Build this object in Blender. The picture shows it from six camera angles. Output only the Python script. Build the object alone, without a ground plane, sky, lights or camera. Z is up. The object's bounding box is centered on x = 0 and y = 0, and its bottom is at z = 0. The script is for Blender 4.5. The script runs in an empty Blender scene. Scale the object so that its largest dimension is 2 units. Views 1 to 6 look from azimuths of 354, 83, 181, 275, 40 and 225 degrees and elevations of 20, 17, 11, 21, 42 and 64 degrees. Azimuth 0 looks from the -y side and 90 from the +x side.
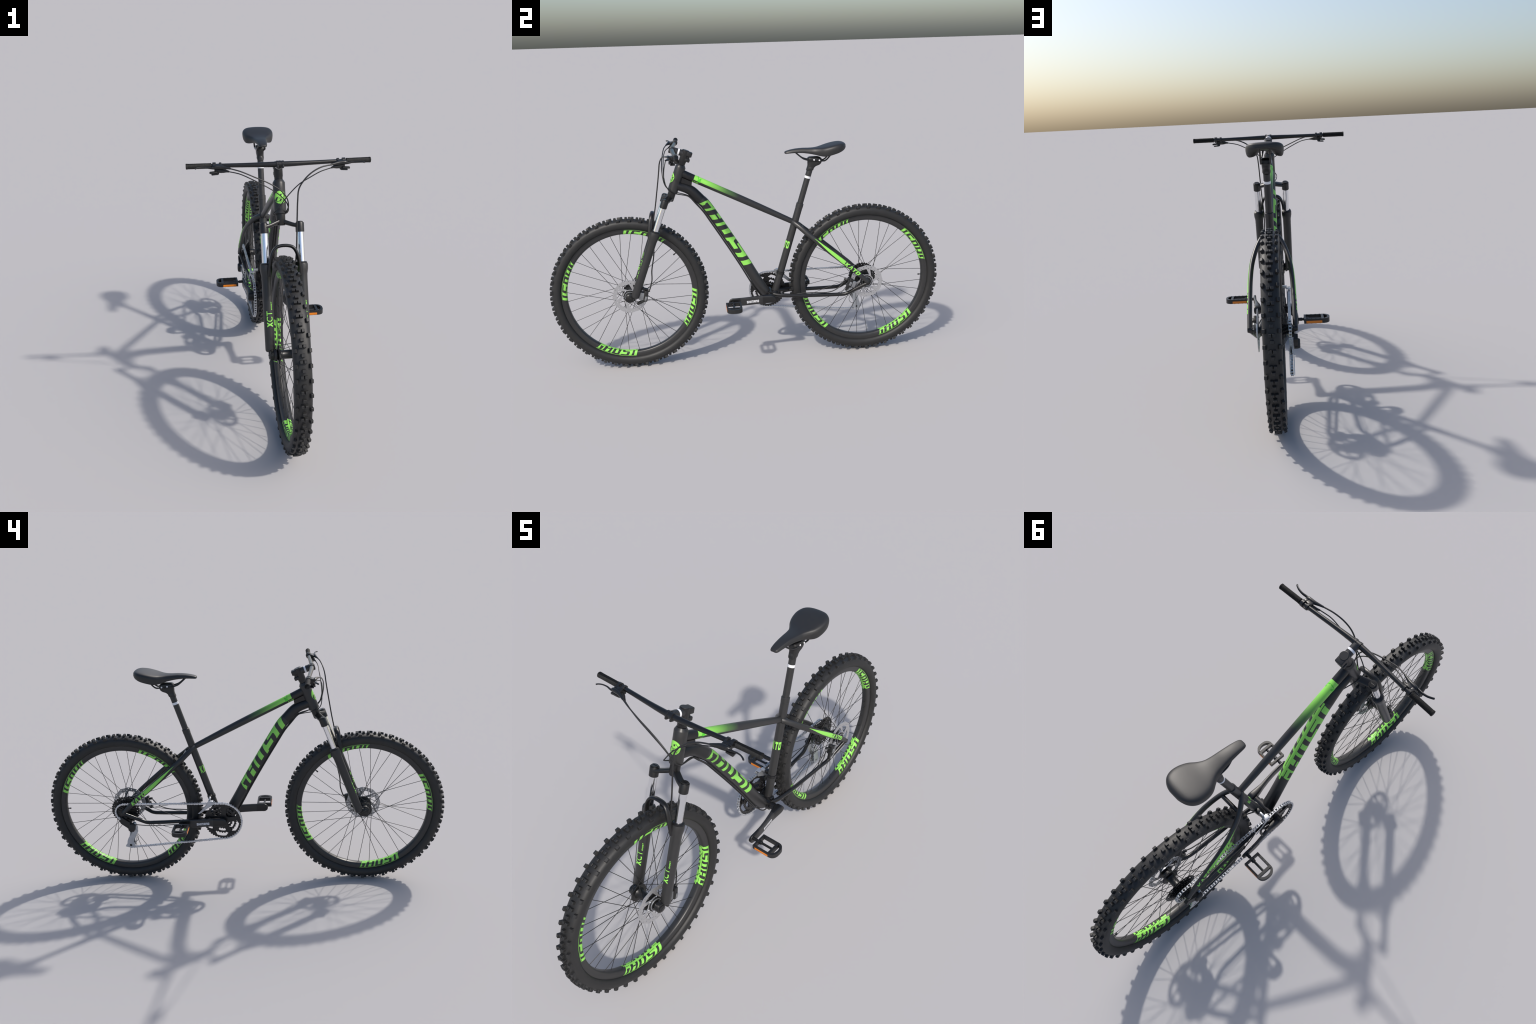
# Hard-tail mountain bike: charcoal frame, green graphics, suspension fork, disc brakes.
# Frame of reference: metres, z up, front of the bike towards -y, drive side towards -x.
import bpy, bmesh, math, random
from mathutils import Vector, Matrix, geometry

random.seed(7)
V = Vector
COL = bpy.context.scene.collection
PI = math.pi

# ------------------------------------------------------------------ materials
def new_mat(name, base, rough=0.5, metal=0.0, coat=0.0, vary=0.12, bump=0.0, scale=60.0, spec=0.5):
    m = bpy.data.materials.new(name)
    m.use_nodes = True
    nt = m.node_tree
    bsdf = nt.nodes["Principled BSDF"]
    bsdf.inputs["Roughness"].default_value = rough
    bsdf.inputs["Metallic"].default_value = metal
    bsdf.inputs["Coat Weight"].default_value = coat
    bsdf.inputs["Specular IOR Level"].default_value = spec
    tc = nt.nodes.new("ShaderNodeTexCoord")
    no = nt.nodes.new("ShaderNodeTexNoise")
    no.inputs["Scale"].default_value = scale
    no.inputs["Detail"].default_value = 4.0
    nt.links.new(tc.outputs["Object"], no.inputs["Vector"])
    ramp = nt.nodes.new("ShaderNodeValToRGB")
    lo = [c * (1 - vary) for c in base]
    hi = [min(1, c * (1 + vary)) for c in base]
    ramp.color_ramp.elements[0].position = 0.3
    ramp.color_ramp.elements[0].color = (*lo, 1)
    ramp.color_ramp.elements[1].position = 0.7
    ramp.color_ramp.elements[1].color = (*hi, 1)
    nt.links.new(no.outputs["Fac"], ramp.inputs["Fac"])
    nt.links.new(ramp.outputs["Color"], bsdf.inputs["Base Color"])
    if bump:
        bn = nt.nodes.new("ShaderNodeTexNoise")
        bn.inputs["Scale"].default_value = scale * 8
        nt.links.new(tc.outputs["Object"], bn.inputs["Vector"])
        b = nt.nodes.new("ShaderNodeBump")
        b.inputs["Strength"].default_value = bump
        b.inputs["Distance"].default_value = 0.0008
        nt.links.new(bn.outputs["Fac"], b.inputs["Height"])
        nt.links.new(b.outputs["Normal"], bsdf.inputs["Normal"])
    m["out_color"] = ramp.name
    return m

GREEN = (0.258, 0.675, 0.098)  # lightened beyond its sunlit match, to lift the green on the shaded side
CHAR = (0.0215, 0.0215, 0.022)
BLACK = (0.0062, 0.0062, 0.0065)

M_CHAR = new_mat("charcoal_paint", CHAR, rough=0.38, vary=0.05)
M_BLACK = new_mat("gloss_black_paint", BLACK, rough=0.28, vary=0.06)
M_SATIN = new_mat("satin_black_alloy", (0.0075, 0.0075, 0.008), rough=0.36, vary=0.08)
M_PLASTIC = new_mat("black_plastic", (0.0105, 0.0105, 0.011), rough=0.45, vary=0.1, bump=0.15)
M_RUBBER = new_mat("tyre_rubber", (0.0125, 0.0125, 0.0125), rough=0.55, vary=0.12, bump=0.2, scale=40)
M_GRIP = new_mat("grip_rubber", (0.012, 0.012, 0.012), rough=0.7, vary=0.15, bump=0.8, scale=90)
M_SADDLE = new_mat("saddle_vinyl", (0.0165, 0.0165, 0.017), rough=0.48, vary=0.06, bump=0.15, scale=50, spec=0.5)
M_GREEN = new_mat("green_graphic", GREEN, rough=0.42, vary=0.03)
M_GREEN2 = new_mat("bright_green_graphic", (0.075, 0.56, 0.02), rough=0.42, vary=0.03)
M_WHITE = new_mat("white_graphic", (0.75, 0.75, 0.77), rough=0.35, vary=0.02)
M_CHROME = new_mat("chromed_steel", (0.82, 0.83, 0.85), rough=0.10, metal=1.0, vary=0.02)
M_SILVER = new_mat("silver_alloy", (0.46, 0.48, 0.51), rough=0.38, metal=0.75, vary=0.06)
M_CHAIN = new_mat("chain_steel", (0.58, 0.60, 0.63), rough=0.3, metal=0.9, vary=0.12, scale=300)
M_ROTOR = new_mat("rotor_steel", (0.47, 0.47, 0.48), rough=0.36, metal=0.7, vary=0.05, scale=120)
M_CALIPER = new_mat("caliper_alloy", (0.30, 0.31, 0.32), rough=0.4, metal=0.8, vary=0.15, scale=90)
M_ORANGE = new_mat("orange_reflector", (0.72, 0.20, 0.006), rough=0.3, vary=0.04)
M_CABLE = new_mat("cable_housing", (0.014, 0.014, 0.0145), rough=0.42, vary=0.05)
M_SPOKE = new_mat("black_spoke", (0.012, 0.012, 0.012), rough=0.35, vary=0.04)
M_CAP = new_mat("axle_cap_alloy", (0.008, 0.008, 0.008), rough=0.25, vary=0.05)

def grip_material():
    """Ribbed rubber: smooth black palm side, greyer knurled front."""
    m = new_mat("grip_two_tone", (0.020, 0.020, 0.0195), rough=0.7, vary=0.2, bump=0.8, scale=90)
    nt = m.node_tree
    bs = nt.nodes["Principled BSDF"]
    src = bs.inputs["Base Color"].links[0].from_socket
    d = axis_mask_node(nt, (0, -.332, 1.1125), (0, .77, .64))
    c = ramp_on(nt, d, .0016, .0022, [(0.0, (0, 0, 0)), (1.0, (1, 1, 1))])
    dark = nt.nodes.new("ShaderNodeRGB"); dark.outputs[0].default_value = (.0015, .0015, .0015, 1)
    nt.links.new(mix_color(nt, c.outputs["Color"], src, dark.outputs[0]), bs.inputs["Base Color"])
    bs.inputs["Specular IOR Level"].default_value = 0.25
    return m

def axis_mask_node(nt, origin, direction):
    """Object-space distance along a direction, as a node output."""
    tc = nt.nodes.new("ShaderNodeTexCoord")
    sub = nt.nodes.new("ShaderNodeVectorMath"); sub.operation = 'SUBTRACT'
    sub.inputs[1].default_value = origin
    dot = nt.nodes.new("ShaderNodeVectorMath"); dot.operation = 'DOT_PRODUCT'
    dot.inputs[1].default_value = direction
    nt.links.new(tc.outputs["Object"], sub.inputs[0])
    nt.links.new(sub.outputs[0], dot.inputs[0])
    return dot.outputs["Value"]

def ramp_on(nt, value, lo, hi, stops):
    mr = nt.nodes.new("ShaderNodeMapRange")
    mr.inputs["From Min"].default_value = lo
    mr.inputs["From Max"].default_value = hi
    nt.links.new(value, mr.inputs["Value"])
    cr = nt.nodes.new("ShaderNodeValToRGB")
    els = cr.color_ramp.elements
    while len(els) < len(stops):
        els.new(0.5)
    for e, (p, c) in zip(els, stops):
        e.position = p
        e.color = (*c, 1) if len(c) == 3 else c
    nt.links.new(mr.outputs["Result"], cr.inputs["Fac"])
    return cr

def mix_color(nt, fac, a, b):
    mx = nt.nodes.new("ShaderNodeMix"); mx.data_type = 'RGBA'
    if isinstance(fac, float):
        mx.inputs[0].default_value = fac
    else:
        nt.links.new(fac, mx.inputs[0])
    nt.links.new(a, mx.inputs[6]); nt.links.new(b, mx.inputs[7])
    return mx.outputs[2]

M_GRIP2 = grip_material()

# ------------------------------------------------------------------ objects
def empty(name, parent=None, loc=(0, 0, 0)):
    o = bpy.data.objects.new(name, None)
    o.location = loc
    o.empty_display_size = 0.05
    COL.objects.link(o)
    if parent:
        o.parent = parent
    return o

def mesh_from(name, verts, faces, angle=35.0):
    me = bpy.data.meshes.new(name)
    me.from_pydata([tuple(v) for v in verts], [], faces)
    me.update()
    bm = bmesh.new(); bm.from_mesh(me)
    bmesh.ops.recalc_face_normals(bm, faces=bm.faces)
    bm.to_mesh(me); bm.free()
    me.shade_smooth()
    if angle is not None:
        me.set_sharp_from_angle(angle=math.radians(angle))
    return me

def add(name, me, mat, parent, matrix=None, stuff=False):
    o = bpy.data.objects.new(name, me)
    COL.objects.link(o)
    if mat is not None and not me.materials:
        me.materials.append(mat)
    o.parent = parent
    if matrix is not None:
        o.matrix_local = matrix
    if stuff:
        o["kind"] = "stuff"
    return o

class Geo:
    """Collects pieces of geometry that make up one mesh."""
    def __init__(self):
        self.v, self.f = [], []
    def put(self, verts, faces, mat=None):
        b = len(self.v)
        self.v += [mat @ V(p) if mat is not None else V(p) for p in verts]
        self.f += [tuple(i + b for i in f) for f in faces]
        return self
    def mesh(self, name, angle=35.0):
        return mesh_from(name, self.v, self.f, angle)

# ---- curves and sweeps
def catmull(pts, n, closed=False):
    out = []
    m = len(pts)
    segs = m if closed else m - 1
    for i in range(segs):
        p = [pts[(i + k) % m] if closed else pts[min(max(i + k, 0), m - 1)] for k in (-1, 0, 1, 2)]
        for j in range(n):
            t = j / n
            out.append(0.5 * ((2 * p[1]) + (p[2] - p[0]) * t + (2 * p[0] - 5 * p[1] + 4 * p[2] - p[3]) * t * t
                              + (3 * p[1] - p[0] - 3 * p[2] + p[3]) * t ** 3))
    if not closed:
        out.append(pts[-1])
    return out

class Sweep:
    """Tube along a path; elliptic section (a sideways, b upwards)."""
    def __init__(self, pts, radii, smooth=6, side=None):
        data = []
        for p, r in zip(pts, radii):
            a, b = (r, r) if isinstance(r, (int, float)) else r
            data.append(V((*p, a, b)) if False else (V(p), a, b))
        P = [d[0] for d in data]
        A = [V((d[1], d[2])) for d in data]
        if smooth > 1 and len(P) > 2:
            P = catmull(P, smooth); A = catmull(A, smooth)
        self.P, self.A = P, A
        self.L = [0.0]
        for i in range(1, len(P)):
            self.L.append(self.L[-1] + (P[i] - P[i - 1]).length)
        self.T = []
        for i in range(len(P)):
            t = P[min(i + 1, len(P) - 1)] - P[max(i - 1, 0)]
            self.T.append(t.normalized())
        self.X, self.U = [], []
        if side is not None:
            for t in self.T:
                x = (V(side) - t * V(side).dot(t)).normalized()
                self.X.append(x); self.U.append(x.cross(t).normalized() * 1.0)
        else:
            x = self.T[0].orthogonal().normalized()
            for t in self.T:
                x = (x - t * x.dot(t)).normalized()
                self.X.append(x.copy()); self.U.append(x.cross(t).normalized())
        # 'up' should point to +z for frame tubes
        if side is not None and sum(u.z for u in self.U) < 0:
            self.U = [-u for u in self.U]
    def frame(self, s):
        L = self.L
        s = min(max(s, 0.0), L[-1])
        i = 0
        while i < len(L) - 2 and L[i + 1] < s:
            i += 1
        t = (s - L[i]) / max(L[i + 1] - L[i], 1e-9)
        lerp = lambda q: q[i].lerp(q[i + 1], t)
        return lerp(self.P), lerp(self.X).normalized(), lerp(self.U).normalized(), lerp(self.A)
    def pos(self, s, deg, off=0.0):
        c, x, u, a = self.frame(s)
        th = math.radians(deg)
        return c + x * (math.sin(th) * (a[0] + off)) + u * (math.cos(th) * (a[1] + off))
    def geo(self, g=None, segs=24, cap=True):
        g = g or Geo()
        vs, fs = [], []
        n = len(self.P)
        for i in range(n):
            for k in range(segs):
                th = 2 * PI * k / segs
                vs.append(self.P[i] + self.X[i] * (math.sin(th) * self.A[i][0]) + self.U[i] * (math.cos(th) * self.A[i][1]))
        for i in range(n - 1):
            for k in range(segs):
                k2 = (k + 1) % segs
                fs.append((i * segs + k, i * segs + k2, (i + 1) * segs + k2, (i + 1) * segs + k))
        if cap:
            fs.append(tuple(range(segs))); fs.append(tuple((n - 1) * segs + k for k in range(segs)))
        return g.put(vs, fs)

def lathe(profile, origin, axis, segs=32, g=None, cap=True):
    """profile: (distance along axis, radius)."""
    g = g or Geo()
    ax = V(axis).normalized()
    x = ax.orthogonal().normalized(); y = ax.cross(x)
    o = V(origin)
    vs, fs = [], []
    for h, r in profile:
        for k in range(segs):
            th = 2 * PI * k / segs
            vs.append(o + ax * h + (x * math.cos(th) + y * math.sin(th)) * r)
    n = len(profile)
    for i in range(n - 1):
        for k in range(segs):
            k2 = (k + 1) % segs
            fs.append((i * segs + k, i * segs + k2, (i + 1) * segs + k2, (i + 1) * segs + k))
    if cap:
        fs.append(tuple(range(segs))); fs.append(tuple((n - 1) * segs + k for k in range(segs)))
    return g.put(vs, fs)

def cyl(a, b, r, segs=24, g=None, r2=None, ch=None):
    a, b = V(a), V(b)
    d = b - a
    L = d.length
    r2 = r if r2 is None else r2
    ch = min(0.0012, r * 0.2, L * 0.3) if ch is None else ch
    return lathe([(0, r - ch), (ch, r), (L - ch, r2), (L, r2 - ch)], a, d, segs, g)

def box(center, size, g=None, bevel=0.002, rot=None, segs=2, taper=None):
    g = g or Geo()
    bm = bmesh.new()
    bmesh.ops.create_cube(bm, size=1.0)
    for v in bm.verts:
        t = 1.0
        if taper and v.co.z > 0:
            t = taper
        v.co = V((v.co.x * size[0] * t, v.co.y * size[1] * t, v.co.z * size[2]))
    if bevel:
        bmesh.ops.bevel(bm, geom=bm.edges[:], offset=bevel, segments=segs, profile=0.5, affect='EDGES')
    mat = Matrix.Translation(V(center)) @ (rot.to_4x4() if rot is not None else Matrix.Identity(4))
    bm.verts.ensure_lookup_table()
    vs = [v.co.copy() for v in bm.verts]
    fs = [tuple(v.index for v in f.verts) for f in bm.faces]
    bm.free()
    return g.put(vs, fs, mat)

# ---- flat shapes with holes
def inside(p, poly):
    c = False
    j = len(poly) - 1
    for i in range(len(poly)):
        a, b = poly[i], poly[j]
        if (a[1] > p[1]) != (b[1] > p[1]) and p[0] < (b[0] - a[0]) * (p[1] - a[1]) / (b[1] - a[1]) + a[0]:
            c = not c
        j = i
    return c

def fill2d(outer, holes=(), gx=None, gy=None):
    """Triangulate a polygon with holes; optional inner grid so that it can be bent."""
    vs, es = [], []
    for loop in [outer] + list(holes):
        pts = []
        for i, a in enumerate(loop):
            b = loop[(i + 1) % len(loop)]
            k = 1
            if gx:
                k = max(1, int(math.ceil(abs(b[0] - a[0]) / gx)), int(math.ceil(abs(b[1] - a[1]) / gy)))
            for j in range(k):
                pts.append((a[0] + (b[0] - a[0]) * j / k, a[1] + (b[1] - a[1]) * j / k))
        base = len(vs)
        vs += [V(p) for p in pts]
        es += [(base + i, base + (i + 1) % len(pts)) for i in range(len(pts))]
    if gx:
        x0 = min(p[0] for p in outer); x1 = max(p[0] for p in outer)
        y0 = min(p[1] for p in outer); y1 = max(p[1] for p in outer)
        nx = max(1, int((x1 - x0) / gx)); ny = max(1, int((y1 - y0) / gy))
        for i in range(1, nx):
            for j in range(1, ny):
                p = (x0 + (x1 - x0) * i / nx, y0 + (y1 - y0) * j / ny)
                if inside(p, outer) and not any(inside(p, h) for h in holes):
                    vs.append(V(p))
    if gx:
        # triangulate in grid units so that the triangles stay compact on the surface
        vs = [V((p.x / gx, p.y / gy)) for p in vs]
        rv, re, rf = geometry.delaunay_2d_cdt(vs, es, [], 0, 1e-6)[:3]
        rv = [V((p.x * gx, p.y * gy)) for p in rv]
    else:
        rv, re, rf = geometry.delaunay_2d_cdt(vs, es, [], 0, 1e-7)[:3]
    faces = []
    for f in rf:
        c = sum((rv[i] for i in f), V((0, 0))) / len(f)
        if inside(c, outer) and not any(inside(c, h) for h in holes):
            faces.append(tuple(f))
    return rv, faces

def plate(outer, holes, thick, to3d, g=None):
    """Extruded flat shape; to3d(u, v, w) places it, w in [-thick/2, thick/2]."""
    g = g or Geo()
    rv, fs = fill2d(outer, holes)
    n = len(rv)
    vs = [to3d(p[0], p[1], -thick / 2) for p in rv] + [to3d(p[0], p[1], thick / 2) for p in rv]
    faces = [tuple(reversed(f)) for f in fs] + [tuple(i + n for i in f) for f in fs]
    cnt = {}
    for f in fs:
        for i in range(len(f)):
            a, b = f[i], f[(i + 1) % len(f)]
            k = (min(a, b), max(a, b))
            cnt.setdefault(k, []).append((a, b))
    for k, l in cnt.items():
        if len(l) == 1:
            a, b = l[0]
            faces.append((a, b, b + n, a + n))
    return g.put(vs, faces)

def decal(polys, place, gx, gy, g=None):
    """Thin graphic film: polygons (or (outer, holes)) placed on a curved surface."""
    g = g or Geo()
    for p in polys:
        outer, holes = (p if isinstance(p, tuple) and isinstance(p[0], list) else (p, []))
        rv, fs = fill2d(outer, holes, gx, gy)
        g.put([place(q[0], q[1]) for q in rv], fs)
    return g

def circle(c, r, n=24, ph=0.0):
    return [(c[0] + r * math.cos(2 * PI * i / n + ph), c[1] + r * math.sin(2 * PI * i / n + ph)) for i in range(n)]

# ---- block letters in a unit box (advance, list of outlines / (outline, holes))
def glyphs(ch, t=0.27):
    t2 = t * 0.9
    S = {
        'K': [[(0, 0), (0, 1), (t, 1), (t, .62), (.62, 1), (1, 1), (.5, .52), (1, 0), (.62, 0), (t, .38), (t, 0)]],
        'a': [([(0, 0), (0, 1), (1, 1), (1, 0), (1 - t, 0), (1 - t, .3), (t, .3), (t, 0)], [[(t, .54), (t, .78), (1 - t, .78), (1 - t, .54)]])],
        'A': [[(0, 0), (.34, 1), (.66, 1), (1, 0), (.72, 0), (.5, .72), (.28, 0)]],
        'G': [[(0, 0), (0, 1), (1, 1), (1, 1 - t2), (t, 1 - t2), (t, t2), (1 - t, t2), (1 - t, .36), (.55, .36), (.55, .58), (1, .58), (1, 0)]],
        'T': [[(.5 - t / 2, 0), (.5 - t / 2, 1 - t2), (0, 1 - t2), (0, 1), (1, 1), (1, 1 - t2), (.5 + t / 2, 1 - t2), (.5 + t / 2, 0)]],
        'O': [([(.12, 0), (0, .12), (0, .88), (.12, 1), (.88, 1), (1, .88), (1, .12), (.88, 0)],
               [[(t, t2), (1 - t, t2), (1 - t, 1 - t2), (t, 1 - t2)]])],
        'X': [[(0, 0), (.36, .5), (0, 1), (.3, 1), (.5, .7), (.7, 1), (1, 1), (.64, .5), (1, 0), (.7, 0), (.5, .3), (.3, 0)]],
        'C': [[(1, .12), (.85, 0), (.3, 0), (0, .28), (0, .72), (.3, 1), (.85, 1), (1, .88), (.85, .74), (.75, 1 - t2),
               (.4, 1 - t2), (t, .66), (t, .34), (.4, t2), (.75, t2), (.85, .26)]],
        'S': [[(0, 0), (1, 0), (1, .6), (t, .6), (t, 1 - t2), (1, 1 - t2), (1, 1), (0, 1), (0, .4), (1 - t, .4), (1 - t, t2), (0, t2)]],
        'H': [[(0, 0), (0, 1), (t, 1), (t, .6), (1 - t, .6), (1 - t, 1), (1, 1), (1, 0), (1 - t, 0), (1 - t, .4), (t, .4), (t, 0)]],
        'I': [[(0, 0), (0, 1), (1, 1), (1, 0)]],
        'M': [[(0, 0), (0, 1), (1, 1), (1, 0), (.82, 0), (.82, .78), (.59, .78), (.59, 0), (.41, 0), (.41, .78), (.18, .78), (.18, 0)]],
        'N': [[(0, 0), (0, 1), (1, 1), (1, 0), (1 - t, 0), (1 - t, .76), (t, .76), (t, 0)]],
        'B': [[(0, 0), (0, 1), (1, 1), (1, 0), (1 - t, 0), (1 - t, .3), (t, .3), (t, 0)],],
    }
    return S[ch]

def word(text, length, height, gap=0.22, narrow=('I',), slant=0.0, wide=('M',), t=0.27):
    """Outlines of a word in a box length x height with its lower left corner at 0, 0."""
    adv = [0.32 if c in narrow else (1.4 if c in wide else 1.0) for c in text]
    total = sum(adv) + gap * (len(text) - 1)
    k = length / total
    out, x = [], 0.0
    for c, a in zip(text, adv):
        f = lambda p: ((x + p[0] * a) * k + slant * p[1] * height, p[1] * height)
        for poly in glyphs(c, t):
            if isinstance(poly, tuple):
                out.append(([f(p) for p in poly[0]], [[f(p) for p in h] for h in poly[1]]))
            else:
                out.append([f(p) for p in poly])
        x += a + gap
    return out

# The five-letter logo is drawn in negative: dark letters left open in a green band.
# u: 0..376 along the word, v: 0..1 up; the word leans forward by LEAN.
LEAN = 21.6
LOGO = {
    'g': [(0, .02), (0, .90), (40, .90), (40, .96), (52, .96), (52, .02), (38, .02), (40, .36), (40, .64), (9, .64), (11, .44), (16, .36), (17, .12)],
    'h_low': [(76, .05), (78, .54), (105, .54), (103, .05)],
    'h_up': [(77, .68), (76, .96), (104, .96), (105, .68)],
    'h_o': [(126, .05), (126, .96), (141, .96), (142, .05)],
    'o': [(166, .20), (164, .91), (188, .91), (191, .20)],
    's_low': [(211, .05), (214, .96), (227, .96), (230, .72), (236, .54), (279, .52), (278, .17), (231, .18), (228, .05)],
    's_up': [(255, .68), (252, .90), (310, .90), (310, .96), (327, .96), (330, .43), (327, .03), (300, .03), (304, .27), (305, .52), (299, .66)],
    't': [(351, .03), (349, .91), (373, .91), (377, .03)],
}
def logo(length, strip=True, base_line=False):
    k = length / 398.0
    out = [[((u + LEAN * v) * k, v) for u, v in p] for p in LOGO.values()]
    if strip:
        out.append([(LEAN * k, .962), (LEAN * k, 1.1), ((376 + LEAN) * k, 1.1), ((376 + LEAN) * k, .962)])
    if base_line:
        out.append([(-8 * k, -.07), (-8 * k, -.025), (377 * k, -.025), (377 * k, -.07)])
    return out

# ------------------------------------------------------------------ the bike
bike = empty("mountain_bike")
bike["label"] = "charcoal hardtail mountain bike with bright green graphics"
bike["category"] = "bicycle"

AX_Z = 0.3962           # axle height = outer wheel radius
AX_Y = 0.6045
WX = -0.007            # the wheels run slightly off the frame centre
HA = V((0, 0.3665, 0.9304))      # steering axis, upwards
HF = V((0, -0.9304, 0.3665))     # forwards, at right angles to it

def on_steer(z):
    return V((0, -0.336 + 0.3939 * (z - 0.969), z))
LA = V((0, 0.3544, 0.9351))       # fork leg axis, upwards
LF = V((0, -0.9351, 0.3544))
def on_leg(z, side):
    return V((0.073 * side, -0.4100 + 0.3790 * (z - 0.843), z))

# ---------------- frame
frame = empty("frame", bike)
# head tube
zt, zb = 1.030, 0.908
g = lathe([(0, .0235), (.002, .0255), (.03, .0255), (.10, .0252), (.128, .0255), (.1295, .0250), (.140, .0185)],
          on_steer(zb), HA, 48)
head = add("head_tube", g.mesh("head_tube"), M_CHAR, frame)
# top tube
tt = Sweep([(0, -0.312, 0.9982), (0, -0.254, 0.9684), (0, 0.02, 0.8310), (0, 0.236, 0.7205)],
           [(.0172, .0193), (.0172, .0187), (.0162, .0171), (.0132, .0134)], 8, side=(1, 0, 0))
# paint: black near the head, then green fading to charcoal on the upper two thirds
m_tt = bpy.data.materials.new("top_tube_paint"); m_tt.use_nodes = True
nt = m_tt.node_tree; bs = nt.nodes["Principled BSDF"]; bs.inputs["Roughness"].default_value = 0.4
axis = V((0, 0.894, -0.448))
along = axis_mask_node(nt, (0, -0.254, 0.9675), axis)
across = axis_mask_node(nt, (0, -0.254, 0.9675), (0, 0.448, 0.894))
BL = BLACK
grad = ramp_on(nt, along, 0.0, 0.28, [(0.0, GREEN), (0.20, GREEN), (0.42, (0.165, 0.42, 0.07)), (0.62, (0.065, 0.145, 0.04)), (0.85, CHAR)])
base = ramp_on(nt, along, 0.0, 0.001, [(0.0, BL), (1.0, CHAR)])
start = ramp_on(nt, along, 0.0, 0.0008, [(0.0, (0, 0, 0)), (1.0, (1, 1, 1))])
upper = ramp_on(nt, across, -0.0023, -0.0018, [(0.0, (0, 0, 0)), (1.0, (1, 1, 1))])
mul = nt.nodes.new("ShaderNodeMath"); mul.operation = 'MULTIPLY'
nt.links.new(start.outputs["Color"], mul.inputs[0]); nt.links.new(upper.outputs["Color"], mul.inputs[1])
nt.links.new(mix_color(nt, mul.outputs[0], base.outputs["Color"], grad.outputs["Color"]), bs.inputs["Base Color"])
top = add("top_tube", tt.geo(segs=48).mesh("top_tube"), m_tt, frame)
# down tube
dt = Sweep([(0, -0.350, 0.944), (0, -0.325, 0.934), (0, -0.289, 0.920), (0, -0.263, 0.903), (0, -0.229, 0.866), (0, -0.200, 0.833), (0, -0.157, 0.765),
            (0, -0.0744, 0.628), (0, -0.0084, 0.513), (0, 0.0205, 0.460), (0, 0.0545, 0.400), (0, 0.086, 0.352)],
           [(.0225, .0220), (.0228, .0225), (.0232, .0235), (.024, .0250), (.0248, .0258), (.0250, .0260), (.0250, .0260), (.0250, .0260), (.0255, .0262), (.026, .0265),
            (.027, .0272), (.029, .025)], 8, side=(1, 0, 0))
m_dt = bpy.data.materials.new("down_tube_paint"); m_dt.use_nodes = True
nt = m_dt.node_tree; bs = nt.nodes["Principled BSDF"]; bs.inputs["Roughness"].default_value = 0.4
along = axis_mask_node(nt, (0, -0.219, 0.866), (0, 0.72, -0.694))
br = ramp_on(nt, along, -0.0004, 0.0004, [(0.0, BL), (1.0, CHAR)])
nt.links.new(br.outputs["Color"], bs.inputs["Base Color"])
down = add("down_tube", dt.geo(segs=48).mesh("down_tube"), m_dt, frame)
# seat tube
def on_seat(z):
    return V((0, 0.137 + 0.3045 * (z - 0.368), z))
g = lathe([(0, .0185), (.115, .0185), (.116, .0195), (.124, .0195), (.125, .0182), (.475, .0178), (.476, .0186), (.497, .0186), (.499, .0165)],
          on_seat(0.338), on_seat(0.9) - on_seat(0.3), 40)
seat_tube = add("seat_tube", g.mesh("seat_tube"), M_CHAR, frame)
# gusset between top and down tube
g = plate([(-0.322, 0.982), (-0.262, 0.953), (-0.266, 0.928), (-0.335, 0.945)], [], 0.018, lambda u, v, w: V((w, u, v)))
add("gusset", g.mesh("gusset"), M_BLACK, frame)
# bottom bracket shell
BBC = V((0, 0.104, 0.346))
g = lathe([(-.040, .020), (-.039, .023), (.039, .023), (.040, .020)], BBC, (1, 0, 0), 40)
cyl((-.052, BBC.y, BBC.z), (.062, BBC.y, BBC.z), .0165, 32, g)
g = box((0, 0.128, 0.350), (.058, .034, .030), g, .008, segs=3)
add("bottom_bracket_shell", g.mesh("bottom_bracket_shell"), M_BLACK, frame)
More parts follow.
